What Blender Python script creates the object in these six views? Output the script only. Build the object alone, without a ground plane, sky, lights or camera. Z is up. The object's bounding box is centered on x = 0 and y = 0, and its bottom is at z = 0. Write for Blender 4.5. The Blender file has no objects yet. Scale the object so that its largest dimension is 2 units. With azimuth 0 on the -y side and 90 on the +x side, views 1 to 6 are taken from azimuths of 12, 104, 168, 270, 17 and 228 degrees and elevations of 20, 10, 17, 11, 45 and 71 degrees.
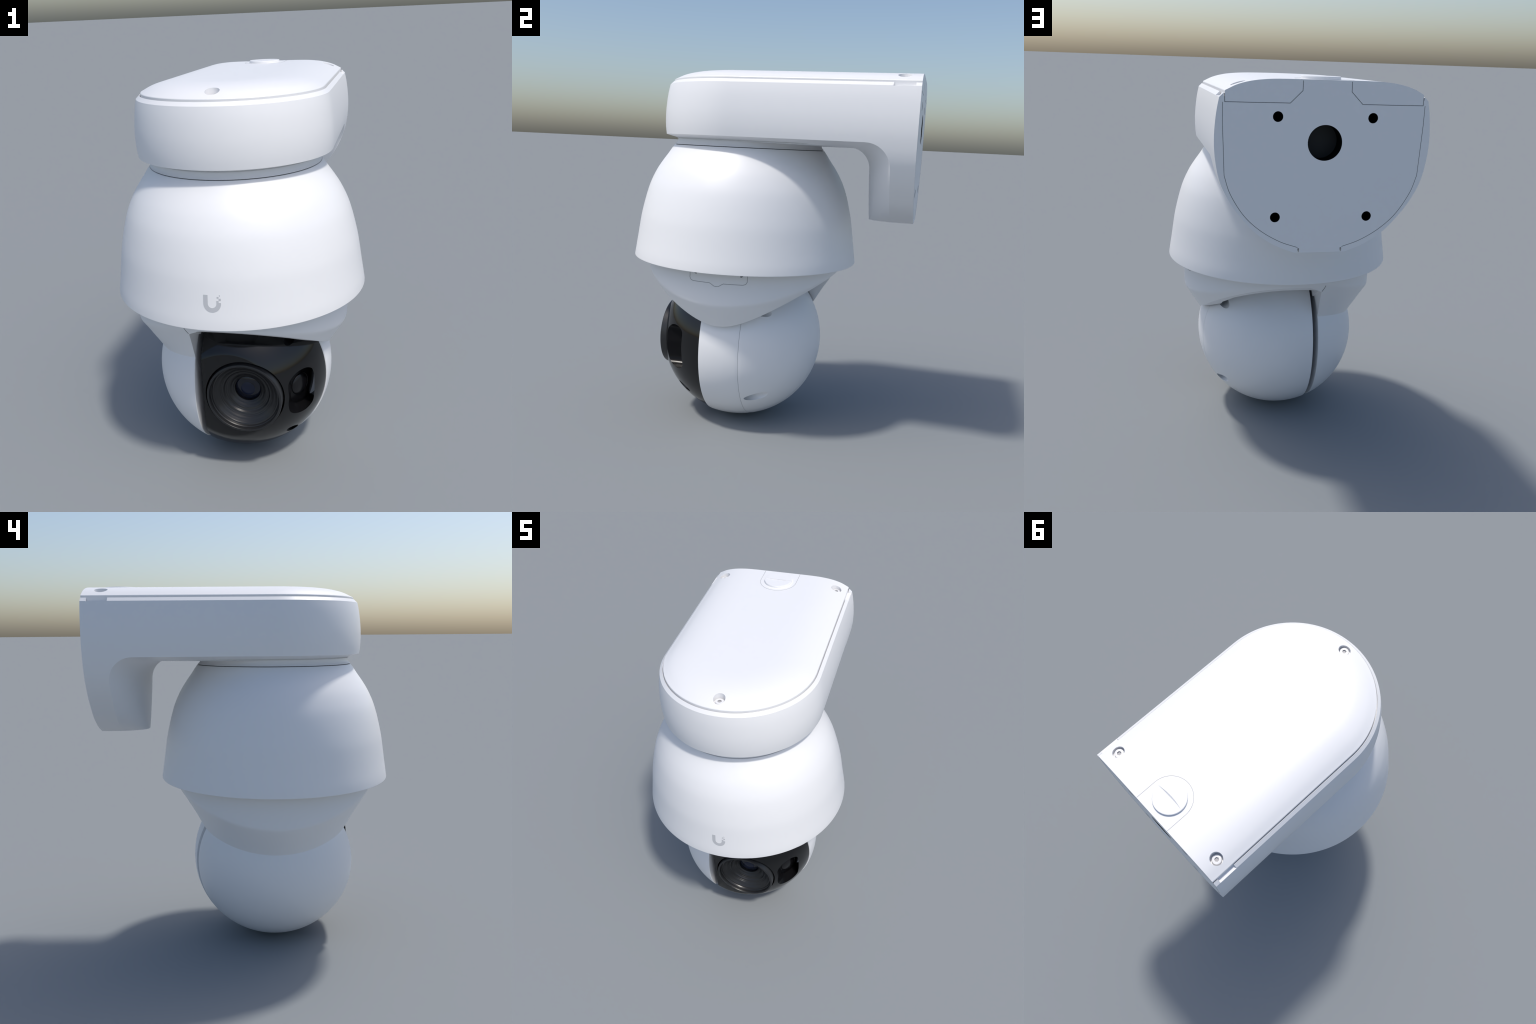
import bpy, bmesh, math
from mathutils import Vector, Matrix

AX = -0.1575            # y of the vertical pan axis
YB = 0.7998             # back (wall) plane
AXB = AX + 0.006        # centre of the arm's round front
BALL = Vector((0.0, AX, 0.4698))
RB = 0.4690            # camera ball radius
pi = math.pi

# ------------------------------------------------------------------ materials
def principled(name, color, rough, spec=0.5, coat=0.0, coat_rough=0.05, metallic=0.0,
               grain=0.0, grain_scale=60.0, tint=0.0):
    m = bpy.data.materials.new(name); m.use_nodes = True
    nt = m.node_tree; b = nt.nodes["Principled BSDF"]
    b.inputs["Base Color"].default_value = (*color, 1)
    b.inputs["Roughness"].default_value = rough
    b.inputs["Specular IOR Level"].default_value = spec
    b.inputs["Metallic"].default_value = metallic
    b.inputs["Coat Weight"].default_value = coat
    b.inputs["Coat Roughness"].default_value = coat_rough
    co = nt.nodes.new("ShaderNodeTexCoord")
    nz = nt.nodes.new("ShaderNodeTexNoise"); nz.inputs["Scale"].default_value = grain_scale
    nz.inputs["Detail"].default_value = 3
    nt.links.new(co.outputs["Object"], nz.inputs["Vector"])
    if tint > 0:
        mx = nt.nodes.new("ShaderNodeMix"); mx.data_type = 'RGBA'
        mx.inputs[6].default_value = (*[c * (1 - tint) for c in color], 1)
        mx.inputs[7].default_value = (*[min(1, c * (1 + tint)) for c in color], 1)
        nt.links.new(nz.outputs["Fac"], mx.inputs[0])
        nt.links.new(mx.outputs[2], b.inputs["Base Color"])
    if grain > 0:
        bp = nt.nodes.new("ShaderNodeBump"); bp.inputs["Strength"].default_value = grain
        bp.inputs["Distance"].default_value = 0.0006
        nt.links.new(nz.outputs["Fac"], bp.inputs["Height"])
        nt.links.new(bp.outputs["Normal"], b.inputs["Normal"])
    return m

WHITE = principled("white_plastic", (0.802, 0.803, 0.810), 0.42, spec=0.70, tint=0.006, grain_scale=25)
BLACK = principled("glossy_black", (0.0058, 0.0060, 0.0064), 0.09, spec=0.45, tint=0.03)
SATIN = principled("satin_black", (0.014, 0.0145, 0.016), 0.35, spec=0.5, tint=0.03)
DARK = principled("dark_interior", (0.006, 0.006, 0.0065), 0.6, spec=0.3, tint=0.03)
HOLE = principled("dark_recess", (0.002, 0.002, 0.002), 0.8, spec=0.1, tint=0.03)
SOFTGAP = principled("panel_line_grey", (0.34, 0.345, 0.355), 0.6, spec=0.2, tint=0.03)
GAP = principled("shadow_gap_grey", (0.10, 0.105, 0.11), 0.7, spec=0.2, tint=0.03)
LOGO = principled("logo_grey", (0.50, 0.51, 0.53), 0.5, spec=0.4, tint=0.006)
STEEL = principled("screw_steel", (0.78, 0.78, 0.78), 0.40, spec=0.5, tint=0.02)
GLASS = principled("lens_glass", (0.006, 0.008, 0.016), 0.12, spec=0.45, coat=0.0, tint=0.03)
BAFFLE = principled("lens_baffle", (0.013, 0.013, 0.014), 0.33, spec=0.5, tint=0.03)
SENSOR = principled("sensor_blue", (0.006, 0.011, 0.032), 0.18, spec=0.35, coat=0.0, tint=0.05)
LAMP = principled("lamp_black", (0.005, 0.005, 0.006), 0.25, spec=0.35, tint=0.03)
WINDOW = principled("infrared_window", (0.006, 0.006, 0.007), 0.22, spec=0.12, tint=0.03)

# ------------------------------------------------------------------ helpers
def finish(name, bm, mats, parent=None, angle=30, smooth=True, weld=1e-5):
    bmesh.ops.remove_doubles(bm, verts=bm.verts, dist=weld)
    bmesh.ops.recalc_face_normals(bm, faces=bm.faces)
    me = bpy.data.meshes.new(name); bm.to_mesh(me); bm.free()
    for m in (mats if isinstance(mats, (list, tuple)) else [mats]): me.materials.append(m)
    ob = bpy.data.objects.new(name, me); bpy.context.scene.collection.objects.link(ob)
    if parent: ob.parent = parent
    ob["smooth_angle"] = angle
    reshade(ob)
    return ob

def reshade(ob):
    a = math.radians(ob["smooth_angle"])
    me = ob.data
    me.shade_smooth()
    me.set_sharp_from_angle(angle=a)

def boolean(ob, cutter, op='DIFFERENCE', keep=False):
    md = ob.modifiers.new("b", 'BOOLEAN'); md.object = cutter; md.operation = op
    md.solver = 'EXACT'; md.material_mode = 'TRANSFER'
    dg = bpy.context.evaluated_depsgraph_get()
    me = bpy.data.meshes.new_from_object(ob.evaluated_get(dg), depsgraph=dg)
    ob.modifiers.clear()
    old = ob.data; nm = old.name; ob.data = me; bpy.data.meshes.remove(old); me.name = nm
    if not keep: bpy.data.objects.remove(cutter)
    reshade(ob)

def catmull(pts, n=6):
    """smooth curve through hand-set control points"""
    P = [Vector(p) for p in pts]; out = []
    for i in range(len(P) - 1):
        p0 = P[i - 1] if i else P[i] * 2 - P[i + 1]
        p1, p2 = P[i], P[i + 1]
        p3 = P[i + 2] if i + 2 < len(P) else P[i + 1] * 2 - P[i]
        for k in range(n):
            t = k / n
            out.append(0.5 * ((2 * p1) + (p2 - p0) * t + (2 * p0 - 5 * p1 + 4 * p2 - p3) * t * t
                              + (3 * p1 - p0 - 3 * p2 + p3) * t ** 3))
    out.append(P[-1]); return out

def interp(x, pts):
    if x <= pts[0][0]: return pts[0][1]
    for (a, b), (c, d) in zip(pts, pts[1:]):
        if x <= c: return b + (d - b) * (x - a) / (c - a)
    return pts[-1][1]

def revolve_into(bm, prof, segs, a0=0.0, a1=2 * pi, frame=None, mat=0):
    """prof: (radius, height); frame maps local (x,y,z) to object space"""
    full = abs(a1 - a0 - 2 * pi) < 1e-6
    n = segs if full else segs + 1
    rings = []
    for r, h in prof:
        ring = []
        if r < 1e-7:
            v = bm.verts.new(frame(0, 0, h) if frame else (0, 0, h)); ring = [v] * n
        else:
            for i in range(n):
                a = a0 + (a1 - a0) * i / segs
                p = (r * math.cos(a), r * math.sin(a), h)
                ring.append(bm.verts.new(frame(*p) if frame else p))
        rings.append(ring)
    for A, B in zip(rings, rings[1:]):
        for i in range(segs):
            j = (i + 1) % n
            f = []
            for v in (A[i], A[j], B[j], B[i]):
                if v not in f: f.append(v)
            if len(f) > 2:
                try: bm.faces.new(f).material_index = mat
                except ValueError: pass
    return rings

def vertical(cx=0.0, cy=AX, cz=0.0): return lambda x, y, z: (cx + x, cy + y, cz + z)
def along_y(cx=0.0, cz=0.0):          # local z -> world y
    return lambda x, y, z: (cx + x, z, cz + y)

def revolved(name, prof, mat, frame=None, segs=128, parent=None, angle=30):
    bm = bmesh.new(); revolve_into(bm, prof, segs, frame=frame or vertical())
    return finish(name, bm, mat, parent, angle)

def prism(name, poly, to3, d0, d1, mat, parent=None, angle=30):
    """extrude a 2D polygon; to3(u, v, depth) -> point"""
    bm = bmesh.new()
    A = [bm.verts.new(to3(u, v, d0)) for u, v in poly]
    B = [bm.verts.new(to3(u, v, d1)) for u, v in poly]
    bm.faces.new(A); bm.faces.new(B[::-1])
    for i in range(len(A)):
        j = (i + 1) % len(A); bm.faces.new((A[i], A[j], B[j], B[i]))
    return finish(name, bm, mat, parent, angle)

def cyl(name, p, axis, r, a, b, mat, parent=None, segs=48):
    poly = [(r * math.cos(2 * pi * i / segs), r * math.sin(2 * pi * i / segs)) for i in range(segs)]
    f = {'z': lambda u, v, d: (p[0] + u, p[1] + v, d), 'y': lambda u, v, d: (p[0] + u, d, p[1] + v)}[axis]
    return prism(name, poly, f, a, b, mat, parent)

def box(name, lo, hi, mat, parent=None):
    return prism(name, [(lo[0], lo[1]), (hi[0], lo[1]), (hi[0], hi[1]), (lo[0], hi[1])],
                 lambda u, v, d: (u, v, d), lo[2], hi[2], mat, parent)

def seam_line(name, pts, normal_of, width, height, mat, parent, closed=False):
    """thin strip lying on a surface along pts: the shadow gap between two panels"""
    bm = bmesh.new(); P = [Vector(p) for p in pts]; n = len(P); rows = []
    for i, p in enumerate(P):
        a = P[i - 1] if (i or closed) else p
        b = P[(i + 1) % n] if (i < n - 1 or closed) else p
        t1 = (p - a).normalized() if (p - a).length else (b - p).normalized()
        t2 = (b - p).normalized() if (b - p).length else t1
        t = (t1 + t2).normalized(); nn = Vector(normal_of(p)).normalized()
        s = t.cross(nn).normalized() / max(0.5, math.sqrt(max(0.25, (1 + t1.dot(t2)) / 2)))
        h = nn * height; d = -nn * 0.002
        rows.append([bm.verts.new(q) for q in (p - s * width / 2 + d, p - s * width / 2 + h,
                                               p + s * width / 2 + h, p + s * width / 2 + d)])
    m = n if closed else n - 1
    for i in range(m):
        A, B = rows[i], rows[(i + 1) % n]
        for k in range(4): bm.faces.new((A[k], A[(k + 1) % 4], B[(k + 1) % 4], B[k]))
    if not closed:
        bm.faces.new(rows[0]); bm.faces.new(rows[-1][::-1])
    return finish(name, bm, mat, parent, 30)

# ------------------------------------------------------------------ root
root = bpy.data.objects.new("security_camera", None)
bpy.context.scene.collection.objects.link(root)
root["label"] = "white wall mounted dome security camera with black lens ball"
root["category"] = "security camera"

# ================================================================== wall bracket
# half width of the arm / wall flange as a function of height
WP = [(1.222, 0.1180), (1.257, 0.206), (1.31, 0.2885), (1.36, 0.340), (1.436, 0.4015), (1.515, 0.4465),
      (1.575, 0.4675), (1.637, 0.4795), (1.69, 0.4852), (1.75, 0.4858), (1.80, 0.4822), (1.84, 0.4775), (1.875, 0.4717), (1.907, 0.4645)]
Wsm = [(p.x, p.y) for p in catmull(WP, 8)]
def W(z): return interp(z, Wsm) + 0.0012

Z0, ZLOW, ZCH = 1.222, 1.637, 1.907      # leg bottom, lower arm edge, chamfer
Y_F = 0.555                               # where the arm's lower edge starts to turn down
RF = 0.125                                # turn radius of the outer crease
zrows_top = [ZCH - (ZCH - ZLOW) * i / 12 for i in range(13)]
colsA = [AXB + (Y_F - AXB) * i / 24 for i in range(25)]
NB = 8
# leg rows going down: fillet then straight
leg_rows = []
for i in range(13):
    a = pi / 2 * i / 12
    leg_rows.append((Y_F + RF * math.sin(a), ZLOW - RF * (1 - math.cos(a))))
for i in range(1, 25):
    t = i / 24
    leg_rows.append((Y_F + RF, (ZLOW - RF) + (Z0 - ZLOW + RF) * t))
O = [(y, ZLOW) for y in colsA[:-1]] + leg_rows
# inner (under / front) path that faces each point of O
ZI = 1.606; YI = 0.439; RI = 0.105
I = [(min(y, YI), ZI) for y in colsA[:-1]]
I = [(AXB + (YI - AXB) * i / 24, ZI) for i in range(24)]
for i in range(13):
    a = pi / 2 * i / 12; I.append((YI + RI * math.sin(a), ZI - RI * (1 - math.cos(a))))
for i in range(1, 25):
    t = i / 24
    I.append((YI + RI + 0.009 * t, (ZI - RI) + (Z0 - ZI + RI) * t))
MS = 18
ARM = [(p.x, p.y) for p in catmull([(1.0, 0.0), (0.955, 0.19), (0.892, 0.44), (0.868, 0.60), (0.858, 0.74), (0.60, 0.86), (0.0, 1.0)], 3)]
def section(k):
    """underside section from the outer crease to the middle: chamfered under the arm, bowed on the leg"""
    (yo, zo), (yi, zi) = O[k], I[k]
    wo = W(zo)
    u = 0.0 if k < 14 else min(1.0, (k - 14) / 18)           # 0 arm, 1 leg
    u = u * u * (3 - 2 * u)
    pts = []
    for j in range(MS + 1):
        ax_, ad = ARM[j]
        lx = 1 - j / MS; ld = 1 - lx ** 2.9
        fx = ax_ + (lx - ax_) * u; fd = ad + (ld - ad) * u
        pts.append((wo * fx, yo + (yi - yo) * fd, zo + (zi - zo) * fd))
    return pts

bm = bmesh.new()
# front half: revolve
prof = [(0.4465, 1.910), (0.4465, 1.9215), (0.4485, 1.9235)] + [(W(z), z) for z in zrows_top]
sec0 = section(0)
prof += [(x, z) for x, y, z in sec0[1:]]
revolve_into(bm, prof, 64, pi, 2 * pi, frame=vertical(0, AXB))
topprof = [(0.4465, 1.910), (0.4465, 1.9215), (0.4485, 1.9235)] + [(W(z), z) for z in zrows_top]
colsB = lambda y0: [y0 + (YB - y0) * i / NB for i in range(1, NB + 1)]
rows = [(r, z, colsA + colsB(Y_F)) for r, z in topprof]
for sgn in (1, -1):
    grid = [[bm.verts.new((sgn * r, y, z)) for y in ys] for r, z, ys in rows]
    for A, B in zip(grid, grid[1:]):
        for i in range(len(A) - 1): bm.faces.new((A[i], A[i + 1], B[i + 1], B[i]))
    g2 = [[bm.verts.new((sgn * W(z), y, z)) for y in [y0] + colsB(y0)] for y0, z in leg_rows]
    for A, B in zip(g2, g2[1:]):
        for i in range(NB): bm.faces.new((A[i], A[i + 1], B[i + 1], B[i]))
    secs = [[bm.verts.new((sgn * x, y, z)) for x, y, z in section(k)] for k in range(len(O))]
    for A, B in zip(secs, secs[1:]):
        for i in range(len(A) - 1): bm.faces.new((A[i], A[i + 1], B[i + 1], B[i]))
bmesh.ops.remove_doubles(bm, verts=bm.verts, dist=2e-5)
sides = [(r, z) for r, z in topprof] + [(W(z), z) for y, z in leg_rows[1:]]
def cap(pts): bm.faces.new([bm.verts.new(p) for p in pts])
cap([(r, YB, z) for r, z in sides] + [(-r, YB, z) for r, z in sides[::-1]])                       # wall face
ends = section(len(O) - 1)
cap([(W(Z0), y, Z0) for y in colsB(leg_rows[-1][0])[::-1]] + ends + [(-x, y, z) for x, y, z in ends[::-1][1:]]
    + [(-W(Z0), y, Z0) for y in colsB(leg_rows[-1][0])])                                            # leg underside
yt = rows[0][2]
cap([(0.4465, y, 1.910) for y in yt[::-1]] + [(0.4465 * math.cos(pi * i / 64), AXB - 0.4465 * math.sin(pi * i / 64), 1.910) for i in range(1, 64)]
    + [(-0.4465, y, 1.910) for y in yt])                                                            # lid seat
bracket = finish("wall_bracket", bm, [WHITE, HOLE], root, 17, weld=2e-5)

for x, z, r in [(0.2135, 1.830, 0.0225), (-0.2135, 1.830, 0.0225), (0.2135, 1.389, 0.0225),
                (-0.2135, 1.389, 0.0225), (0, 1.720, 0.078)]:
    boolean(bracket, cyl("cut", (x, z), 'y', r, YB - (0.09 if r < .05 else 0.085), YB + 0.05, HOLE, segs=64))
revolved("cable_port_floor", [(0, YB - 0.087), (0.0775, YB - 0.087), (0.0775, YB - 0.0835), (0, YB - 0.0835)],
         principled("port_floor_grey", (0.020, 0.021, 0.022), 0.6, spec=0.3, tint=0.03), frame=along_y(0, 1.720), segs=64, parent=bracket)
for s in (1, -1):      # small notches in the chamfer next to the wall
    boolean(bracket, box("cut", (min(s * .4445, s * .6), .668, 1.9060), (max(s * .4445, s * .6), .772, 1.96), WHITE))
    boolean(bracket, box("cut", (s * .1 - .004, YB - .03, 1.20), (s * .1 + .004, YB + .02, 1.243), WHITE))

# seam lines of the back plate
yb = YB
back_n = lambda p: (0, 1, 0)
for s in (1, -1):
    arc = [(s * x, yb, z) for x, z in
           [(0.452, 1.8865), (0.4515, 1.80), (0.4425, 1.5765)] +
           [(p.x, p.y) for p in catmull([(0.4425, 1.5765), (0.415, 1.495), (0.355, 1.40), (0.28, 1.33), (0.19, 1.277), (0.104, 1.2465)], 8)][1:]]
    seam_line("back_plate_seam", arc, back_n, 0.0021, 0.0002, GAP, bracket)
    seam_line("back_plate_seam", [(s * x, yb, z) for x, z in
              [(0.4435, 1.9225), (0.4425, 1.8875), (0.162, 1.8875), (0.109, 1.940), (0.1085, 1.982)]],
              back_n, 0.0024, 0.0002, GAP, bracket)

# ------------------------------------------------------------------ lid
LP = [(0.0, 1.9872), (0.12, 1.9871), (0.20, 1.9866), (0.262, 1.9840), (0.328, 1.9760), (0.389, 1.9600), (0.4405, 1.9355)]
lid_prof = [(p.x, p.y) for p in catmull(LP, 6)]
def lid_z(r): return interp(r, lid_prof)
lp = [(0.0, 1.910), (0.4425, 1.910), (0.4425, 1.9325)] + lid_prof[::-1]
bm = bmesh.new()
revolve_into(bm, lp, 64, pi, 2 * pi, frame=vertical(0, AXB))
ycols = [AXB + (YB - AXB) * i / 30 for i in range(31)]
for s in (1, -1):
    g = [[bm.verts.new((s * r, y, z)) for y in ycols] for r, z in lp]
    for A, B in zip(g, g[1:]):
        for i in range(30): bm.faces.new((A[i], A[i + 1], B[i + 1], B[i]))
bmesh.ops.remove_doubles(bm, verts=bm.verts, dist=2e-5)
bmesh.ops.holes_fill(bm, edges=[e for e in bm.edges if e.is_boundary], sides=0)
lid = finish("bracket_lid", bm, [WHITE], bracket, 28, weld=2e-5)
screws = [(0.0, -0.534, 0.93), (0.376, 0.713, 0.95), (-0.376, 0.713, 0.95)]
screw_mesh = None
for x, y, _ in screws:
    zt = lid_z(math.hypot(x, min(0, y - AXB)) if y < AXB else abs(x))
    boolean(lid, cyl("cut", (x, y), 'z', 0.0330, zt - 0.033, 2.1, WHITE, segs=48))
    if screw_mesh is None:
        sc = revolved("screw", [(0, -0.004), (0.0248, -0.004), (0.0248, 0.009), (0.0235, 0.0118), (0.021, 0.0125), (0, 0.0125)],
                      STEEL, frame=vertical(0, 0, 0), segs=40, parent=bracket)
        hexa = prism("cut", [(0.0122 * math.cos(pi / 3 * i), 0.0122 * math.sin(pi / 3 * i)) for i in range(6)],
                     lambda u, v, d: (u, v, d), 0.006, 0.03, principled("socket_grey", (0.42, 0.42, 0.43), 0.5, tint=0.02))
        boolean(sc, hexa); screw_mesh = sc.data
    else:
        sc = bpy.data.objects.new("screw", screw_mesh); bpy.context.scene.collection.objects.link(sc); sc.parent = bracket
    sc.location = (x, y, zt - 0.031); sc.rotation_euler = (0, 0, 0.4 * x * 3)

# tongue outline and the coin-slot button at the wall end
tong = [(0.1165, YB - 0.002)] + [(0.1165 * math.cos(a), 0.681 - 0.1165 * math.sin(a)) for a in [pi * i / 40 for i in range(41)]] + [(-0.1165, YB - 0.002)]
seam_line("lid_tongue_seam", [(x, y, lid_z(abs(x))) for x, y in tong], lambda p: (0, 0, 1), 0.0020, 0.0004, principled("seam_pale_grey", (0.33, 0.335, 0.35), 0.6, tint=0.03), bracket)
button = revolved("slotted_button", [(0, 1.975), (0.088, 1.975), (0.0885, 1.9970), (0.0875, 1.9993), (0.0858, 2.0), (0, 2.0)], WHITE,
                  frame=vertical(0, 0.681, 0), segs=72, parent=bracket, angle=12)
# slot: shallow boat-shaped groove
bm = bmesh.new()
N = 24; rws = []
for i in range(N + 1):
    t = -1 + 2 * i / N; x = 0.086 * t; w = 0.0015 + 0.011 * max(0, 1 - t * t) ; d = 0.001 + 0.008 * (1 - t * t)
    rws.append([bm.verts.new(q) for q in ((x, 0.681 - w, 2.003), (x, 0.681 + 0.002, 2.003), (x, 0.681 + 0.002, 2.0 - d * 0.6), (x, 0.681 - w * .2, 2.0 - d))])
for A, B in zip(rws, rws[1:]):
    for k in range(4): bm.faces.new((A[k], A[(k + 1) % 4], B[(k + 1) % 4], B[k]))
bm.faces.new(rws[0]); bm.faces.new(rws[-1])
boolean(button, finish("cut", bm, WHITE))

# ------------------------------------------------------------------ neck collar between arm and shade
collar = revolved("neck_collar", [(0, 1.624), (0.4105, 1.624), (0.4105, 1.611), (0.4120, 1.604), (0.4150, 1.597), (0.4190, 1.591), (0.4262, 1.5858), (0.4262, 1.5845), (0.418, 1.5840), (0, 1.5840)],
                  WHITE, parent=root, segs=160)
revolved("neck_shadow_gap", [(0, 1.586), (0.4205, 1.586), (0.4205, 1.578), (0, 1.578)], GAP, parent=collar, segs=128)

# ================================================================== dome shade
DP = [(0.4290, 1.5805), (0.4450, 1.5585), (0.4635, 1.5310), (0.4935, 1.4890), (0.5210, 1.4460), (0.5450, 1.3990),
      (0.5635, 1.3540), (0.5800, 1.3000), (0.5940, 1.2450), (0.6045, 1.1980), (0.6110, 1.1620), (0.6190, 1.1080), (0.6260, 1.0600),
      (0.6418, 0.9570)]
outer = [(p.x, p.y) for p in catmull(DP[:-1], 6)] + [(0.6340, 1.0085), (0.6418, 0.9575)]
shade_prof = [(0, 1.5805), (0.426, 1.5805)] + outer + [(0.6418, 0.9545), (0.6405, 0.9525), (0.6370, 0.9520), (0.6230, 0.9520),
              (0.6215, 0.9535), (0.6170, 1.00), (0.612, 1.04), (0, 1.04)]
shade = revolved("dome_shade", shade_prof, [WHITE], parent=root, segs=192)
for p in shade.data.polygons: pass

# logo: a letter-U like mark with pixel squares, laid on the shade
def shade_r(z): return 0.6418 - (z - 0.957) * (0.6418 - 0.6260) / (1.06 - 0.957) if z < 1.06 else interp(z, [(b, a) for a, b in outer[::-1]])
def on_shade(x, z, lift):
    r = shade_r(z) + lift; a = x / shade_r(z)
    return (r * math.sin(a), AX - r * math.cos(a), z)
def logo_piece(bm, quads):
    for q in quads:
        lo = [bm.verts.new(on_shade(x, z, -0.002)) for x, z in q]; hi = [bm.verts.new(on_shade(x, z, 0.0007)) for x, z in q]
        bm.faces.new(hi)
        for i in range(len(q)):
            j = (i + 1) % len(q); bm.faces.new((lo[i], lo[j], hi[j], hi[i]))
LX, LZ, RO, RI2 = 0.008, 1.078, 0.0400, 0.0195
bm = bmesh.new(); quads = []
quads.append([(LX - RO, LZ), (LX - RI2, LZ), (LX - RI2, 1.117), (LX - RO, 1.117)])
for i in range(32):
    a, b = pi + pi * i / 32, pi + pi * (i + 1) / 32
    quads.append([(LX + RO * math.cos(a), LZ + RO * math.sin(a)), (LX + RO * math.cos(b), LZ + RO * math.sin(b)),
                  (LX + RI2 * math.cos(b), LZ + RI2 * math.sin(b)), (LX + RI2 * math.cos(a), LZ + RI2 * math.sin(a))])
mid = LX + (RO + RI2) / 2
quads += [[(LX + RI2, LZ), (mid, LZ), (mid, 1.0915), (LX + RI2, 1.0915)], [(mid, LZ), (LX + RO, LZ), (LX + RO, 1.0825), (mid, 1.0825)],
          [(mid, 1.0915), (LX + RO - .0005, 1.0915), (LX + RO - .0005, 1.1015), (mid, 1.1015)],
          [(mid - .0085, 1.1020), (mid - .0002, 1.1020), (mid - .0002, 1.1095), (mid - .0085, 1.1095)],
          [(mid + .0015, 1.1115), (mid + .0065, 1.1115), (mid + .0065, 1.1165), (mid + .0015, 1.1165)]]
logo_piece(bm, quads)
finish("logo", bm, LOGO, shade, 30)

# ================================================================== yoke (pan housing with two side lobes)
def yoke_r(th, z):
    """radius of the housing: a drum narrowed below by an elliptic cone (soft minimum of both)"""
    drum = 0.5535 + 0.016 * (z - 0.763)
    A = max(0.2, 0.5515 + (0.625 if z < 0.763 else 0.70) * (z - 0.763))
    t = max(0.0, min(1.0, (0.3 - math.cos(th)) / 0.6)); t = t * t * (3 - 2 * t)
    cone = A / math.sqrt(math.cos(th) ** 2 + (math.sin(th) / (0.85 - 0.008 * t)) ** 2)
    n = 160.0
    return (drum ** -n + cone ** -n) ** (-1 / n)
def yoke_pt(th, z):
    r = yoke_r(th, z); return (r * math.cos(th), AX + r * math.sin(th), z)
zs = [0.56 + 0.38 * i / 84 for i in range(85)] + [0.97, 1.0, 1.03]
bm = bmesh.new(); NS = 192
rg = [[bm.verts.new(yoke_pt(2 * pi * i / NS, z)) for i in range(NS)] for z in zs]
for A, B in zip(rg, rg[1:]):
    for i in range(NS): bm.faces.new((A[i], A[(i + 1) % NS], B[(i + 1) % NS], B[i]))
bm.faces.new(rg[0][::-1]); bm.faces.new(rg[-1])
yoke = finish("yoke_housing", bm, [WHITE, DARK], root, 24)
XL = -0.168
# opening for the ball: V with a round tip seen from the side, ending at the wall of the fixed side lobe
vee = [(-0.75, 0.2), (0.75, 0.2)] + [(y, 0.538 + math.sqrt((0.640 * y) ** 2 + 0.098 ** 2)) for y in [0.75 - 1.5 * i / 60 for i in range(61)]]
opening = prism("cut", vee, lambda u, v, d: (d, AX + u, v), -0.5, 1.0, WHITE, angle=40)
wall = [(XL, 0.1), (1.2, 0.1), (1.2, 1.2), (-0.02, 1.2), (-0.02, 0.909), (-0.045, 0.907), (-0.070, 0.902), (-0.101, 0.888), (-0.128, 0.872), (-0.151, 0.859),
        (-0.153, 0.83), (-0.157, 0.79), (-0.162, 0.74), (-0.166, 0.69), (XL, 0.65)]
boolean(opening, prism("cut2", wall, lambda u, v, d: (u, d, v), -1.5, 1.5, WHITE, angle=40), 'INTERSECT')
boolean(yoke, opening)
bm = bmesh.new()
zr = [0.60 + (0.914 - 0.60) * i / 24 for i in range(25)]
rr = [[bm.verts.new(((yoke_r(2 * pi * i / 96, z) - 0.028) * math.cos(2 * pi * i / 96), AX + (yoke_r(2 * pi * i / 96, z) - 0.028) * math.sin(2 * pi * i / 96), z)) for i in range(96)] for z in zr]
for A, B in zip(rr, rr[1:]):
    for i in range(96): bm.faces.new((A[i], A[(i + 1) % 96], B[(i + 1) % 96], B[i]))
bm.faces.new(rr[0][::-1]); bm.faces.new(rr[-1])
room = finish("cut", bm, WHITE, None, 40)
boolean(room, prism("cut2", [(-0.147, 0.3), (0.36, 0.3), (0.36, 0.74), (0.28, 0.84), (0.20, 0.89), (0.12, 1.2), (-0.04, 1.2), (-0.07, 0.899), (-0.10, 0.884), (-0.147, 0.857)], lambda u, v, d: (u, d, v), -1.5, 1.5, WHITE, angle=40), 'INTERSECT')
boolean(yoke, room)
bm = bmesh.new()
RC = RB + 0.009
revolve_into(bm, [(RC * math.sin(pi * i / 48), -RC * math.cos(pi * i / 48)) for i in range(49)], 96, frame=lambda x, y, z: (x, AX + y, BALL.z + z))
sph = finish("cut", bm, DARK, None, 30)
boolean(sph, box("cut2", (-1, -1, -1), (XL, 1, 2), WHITE))
boolean(yoke, sph)
for s in (1, -1):       # joint between drum and side lobe
    th0 = lambda x, z: (math.pi / 2 if s > 0 else -math.pi / 2) - s * math.asin(x / yoke_r(math.pi / 2, z))
    seam_line("lobe_seam", [yoke_pt(th0(x, z), z) for x, z in [(-0.1515, 0.862), (-0.160, 0.882), (-0.166, 0.90), (-0.168, 0.93), (-0.169, 0.96)]],
              lambda p: (p.x, p.y - AX, 0), 0.003, 0.0006, GAP, yoke)

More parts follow.
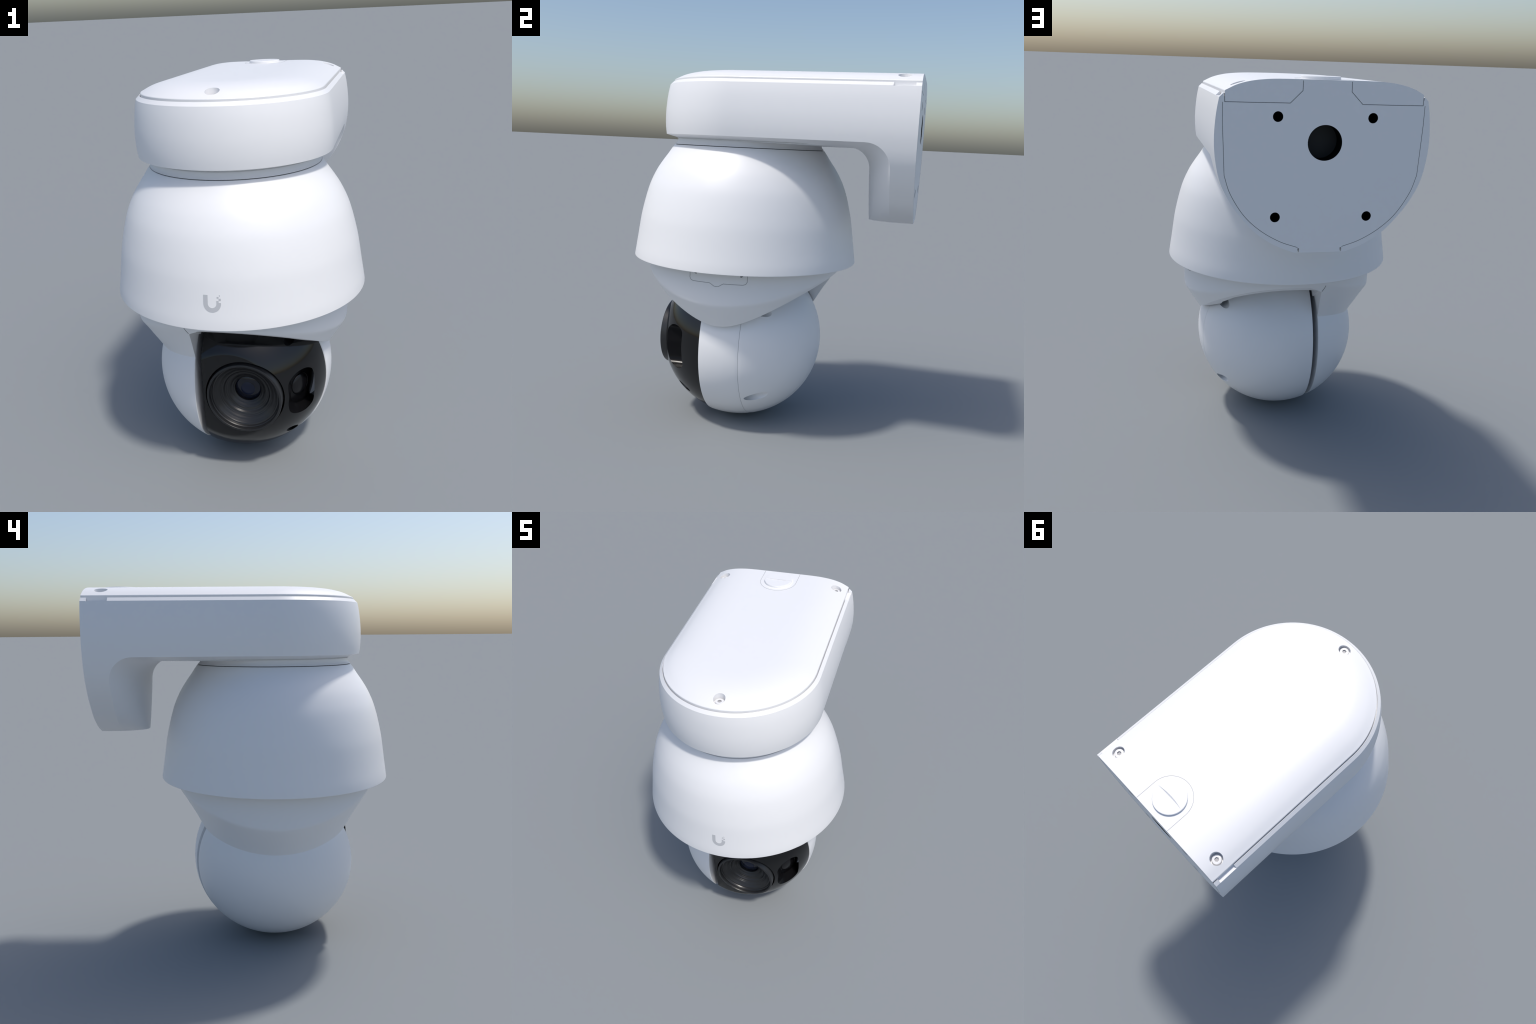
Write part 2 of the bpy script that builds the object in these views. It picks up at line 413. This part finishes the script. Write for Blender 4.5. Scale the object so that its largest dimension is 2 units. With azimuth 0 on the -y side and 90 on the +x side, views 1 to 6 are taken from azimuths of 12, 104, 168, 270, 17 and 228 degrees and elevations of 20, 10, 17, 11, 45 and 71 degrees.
# service hatch seam on the lobe side
def hatch_pt(y, z):
    th = math.asin(max(-1, min(1, (y - AX) / yoke_r(0.3, z)))); return Vector(yoke_pt(th, z))
H = [(-0.298, 0.985), (-0.298, 0.905), (-0.291, 0.893), (-0.278, 0.889), (-0.185, 0.889), (-0.172, 0.882), (-0.160, 0.874), (-0.147, 0.872),
     (-0.134, 0.874), (-0.122, 0.882), (-0.110, 0.889), (-0.009, 0.889), (0.004, 0.893), (0.011, 0.905), (0.011, 0.985)]
hp = []
for (y0, z0), (y1, z1) in zip(H, H[1:]):
    n = max(1, int(abs(y1 - y0) / 0.012))
    for k in range(n): hp.append(hatch_pt(y0 + (y1 - y0) * k / n, z0 + (z1 - z0) * k / n))
hp.append(hatch_pt(*H[-1]))
seam_line("hatch_seam", hp, lambda p: (p.x, p.y - AX, 0), 0.0030, 0.0003, SOFTGAP, yoke)
for y in (-0.262, -0.02):
    q = hatch_pt(y, 0.941); cy_ = revolved("hatch_screw_hole", [(0, -0.004), (0.012, -0.004), (0.012, 0.0008), (0, 0.0008)], GAP, frame=lambda a, b, c: (q.x + c, q.y + a, q.z + b), segs=24, parent=yoke)

# ================================================================== camera ball
ball_root_parts = []
def ball_profile(y0, y1, n, r=RB):
    """(radius, y) along the ball between two planes"""
    t0, t1 = math.asin((y0 - AX) / r), math.asin((y1 - AX) / r)
    return [(r * math.cos(t0 + (t1 - t0) * i / n), AX + r * math.sin(t0 + (t1 - t0) * i / n)) for i in range(n + 1)]
FR = along_y(0.0, BALL.z)
Y_SEAM, Y_VIS, Y_FACE, X_CUT = -0.046, -0.270, -0.562, -0.135
e = 0.0009
def edge_in(p, d): return (p[0] - d, p[1])
# rear shell
pr = ball_profile(Y_SEAM + e, AX + RB - 1e-6, 40)
rear = revolved("ball_rear_shell", [(0, Y_SEAM + e)] + [(pr[0][0] - .004, Y_SEAM + e), (pr[0][0] - .0008, Y_SEAM + e)] + pr[1:-1] + [(0, AX + RB)], [WHITE, HOLE], frame=FR, segs=160, parent=root, angle=25)
# middle band
pm = [(r + 0.004 * ((Y_SEAM - y) / 0.224) ** 2, y) for r, y in ball_profile(Y_VIS, Y_SEAM - e, 24)]
band = revolved("ball_front_band", [(0, Y_VIS), (pm[0][0] - .004, Y_VIS), (pm[0][0] - .0006, Y_VIS + 0.001)] + pm[1:-1] + [(pm[-1][0] - .0008, Y_SEAM - e), (pm[-1][0] - .004, Y_SEAM - e), (0, Y_SEAM - e)], [WHITE], frame=FR, segs=160, parent=root, angle=25)
revolved("ball_seam_gap", [(0, Y_SEAM - .004), (0.4535, Y_SEAM - .004), (0.4535, Y_SEAM + .004), (0, Y_SEAM + .004)], SOFTGAP, frame=FR, segs=128, parent=band)
# visor
pv = ball_profile(Y_FACE, Y_VIS - .0005, 40, RB - .0015)
visor = revolved("visor", [(0, Y_FACE), (pv[0][0] - .004, Y_FACE), (pv[0][0] - .0012, Y_FACE + .0008)] + pv[1:] + [(0, Y_VIS - .0005)], [BLACK, SATIN, HOLE], frame=FR, segs=160, parent=root, angle=25)
for ob in (rear, band, visor, bpy.data.objects["ball_seam_gap"]):
    boolean(ob, box("cut", (-1, -1, -1), (X_CUT, 1, 2), BLACK if ob is visor else WHITE))
# screw scallops drilled along y
for z in (BALL.z - 0.243, BALL.z + 0.243):
    boolean(rear, cyl("cut", (0.345, z), 'y', 0.0285, -0.040, 0.5, WHITE, segs=48))
    boolean(visor, cyl("cut", (0.288, z - math.copysign(0.022, BALL.z - z)), 'y', 0.0265, -0.9, -0.30, SATIN, segs=48))

# lens opening in the visor
LXC, LZC, RL = 0.0750, 0.4680, 0.1915
boolean(visor, cyl("cut", (LXC, LZC), 'y', RL + 0.0085, -0.9, -0.30, SATIN, segs=96))
# infrared window: bean-shaped recess right of the lens
wp = catmull([(0.295, 0.466), (0.2905, 0.515), (0.298, 0.548), (0.328, 0.577), (0.366, 0.581), (0.394, 0.560), (0.4035, 0.520),
              (0.4060, 0.466), (0.4035, 0.410), (0.394, 0.362), (0.366, 0.335), (0.328, 0.336), (0.298, 0.362), (0.2905, 0.412), (0.295, 0.466)], 6)[:-1]
win_poly = [(p.x, p.y) for p in wp]
wc = prism("cut", win_poly, lambda u, v, d: (u, d, v), -0.9, -0.24, WINDOW, angle=40)
RW = 0.405
bm = bmesh.new(); revolve_into(bm, [(RW * math.sin(pi * i / 40), -RW * math.cos(pi * i / 40)) for i in range(41)], 80, frame=lambda x, y, z: (x, AX + y, BALL.z + z))
boolean(wc, finish("cut2", bm, WINDOW))
boolean(visor, wc)
led_dir = Vector((0.345, -0.24, -0.006)).normalized(); led_p = BALL + led_dir * (RW - 0.012)
led_m = led_dir.to_track_quat('Z', 'Y').to_matrix()
revolved("infrared_lamp", [(0, -0.01), (0.062, -0.01), (0.062, 0.004)] + [(0.060 * math.cos(pi / 2 * i / 16), 0.006 + 0.020 * math.sin(pi / 2 * i / 16)) for i in range(17)],
         LAMP, frame=lambda x, y, z: led_p + led_m @ Vector((x, y, z)), segs=64, parent=visor)

# lens assembly
LF = along_y(LXC, LZC)
YR = -0.5775
ring = revolved("lens_ring", [(0.186, -0.36), (RL - .0005, -0.36), (RL, YR + .006), (RL - .002, YR + .0015), (RL - .005, YR), (RL - .0125, YR), (RL - .0145, YR + .003),
                (RL - .016, YR + .020), (0.172, YR + .024), (0.172, -0.36), (0.186, -0.36)], SATIN, frame=LF, segs=128, parent=root)
steps = [(0.1735, YR + .022)]
r, y = 0.170, YR + .030
import random
rng = random.Random(7)
for k in range(14):                      # fine, slightly uneven baffle rings
    w = 0.0078 * rng.uniform(0.75, 1.25); d = 0.0052 * rng.uniform(0.7, 1.3)
    lip = rng.uniform(0.0004, 0.0014)
    steps += [(r, y), (r - .0006, y + lip), (r - w, y + d)]
    r -= w; y += d
steps += [(r - .001, y + .006), (r - .001, y + .03), (0, y + .03)]
RCORE = r - .002
baffle = revolved("lens_baffle", steps, BAFFLE, frame=LF, segs=96, parent=ring, angle=20)
def bulge(rad, y0, h, ang=0.9, n=16):
    return [(rad * math.sin(a) / math.sin(ang), y0 - h * (math.cos(a) - math.cos(ang)) / (1 - math.cos(ang))) for a in [ang * i / n for i in range(n + 1)]]
revolved("lens_element", bulge(RCORE, y + .012, 0.012) + [(RCORE, y + .02), (0, y + .02)], GLASS, frame=LF, segs=64, parent=ring)
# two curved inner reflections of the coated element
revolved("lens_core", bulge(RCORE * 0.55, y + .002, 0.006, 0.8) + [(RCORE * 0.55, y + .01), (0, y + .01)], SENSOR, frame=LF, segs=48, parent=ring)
# pivot hub inside the groove and the fixed side cap
hub = prism("tilt_hub", [(0.300 * math.cos(2 * pi * i / 96), 0.300 * math.sin(2 * pi * i / 96)) for i in range(96)],
            lambda u, v, d: (d, AX + u, BALL.z + v), XL - 0.05, X_CUT + 0.02, SATIN, root)
capprof = [(0.0, XL - .0006), (0.300, XL - .0006), (0.395, XL - 0.0006), (0.425, XL - .0006)]
r0 = math.sqrt(RB ** 2 - XL ** 2)
cp = []
t0 = math.asin(-XL / RB)
for i in range(33):
    t = t0 + 0.006 + (pi / 2 - t0 - 0.006) * i / 32
    cp.append((RB * math.cos(t) if i < 32 else 0.0, -RB * math.sin(t)))
capprof += [(r0 - .004, XL - .0007)] + cp
side_cap = revolved("side_cap", capprof, WHITE, frame=lambda x, y, z: (z, AX + x, BALL.z + y), segs=128, parent=root, angle=25)

bracket.location.x = 0.0015
for ob in bpy.data.objects:
    if "smooth_angle" in ob: del ob["smooth_angle"]
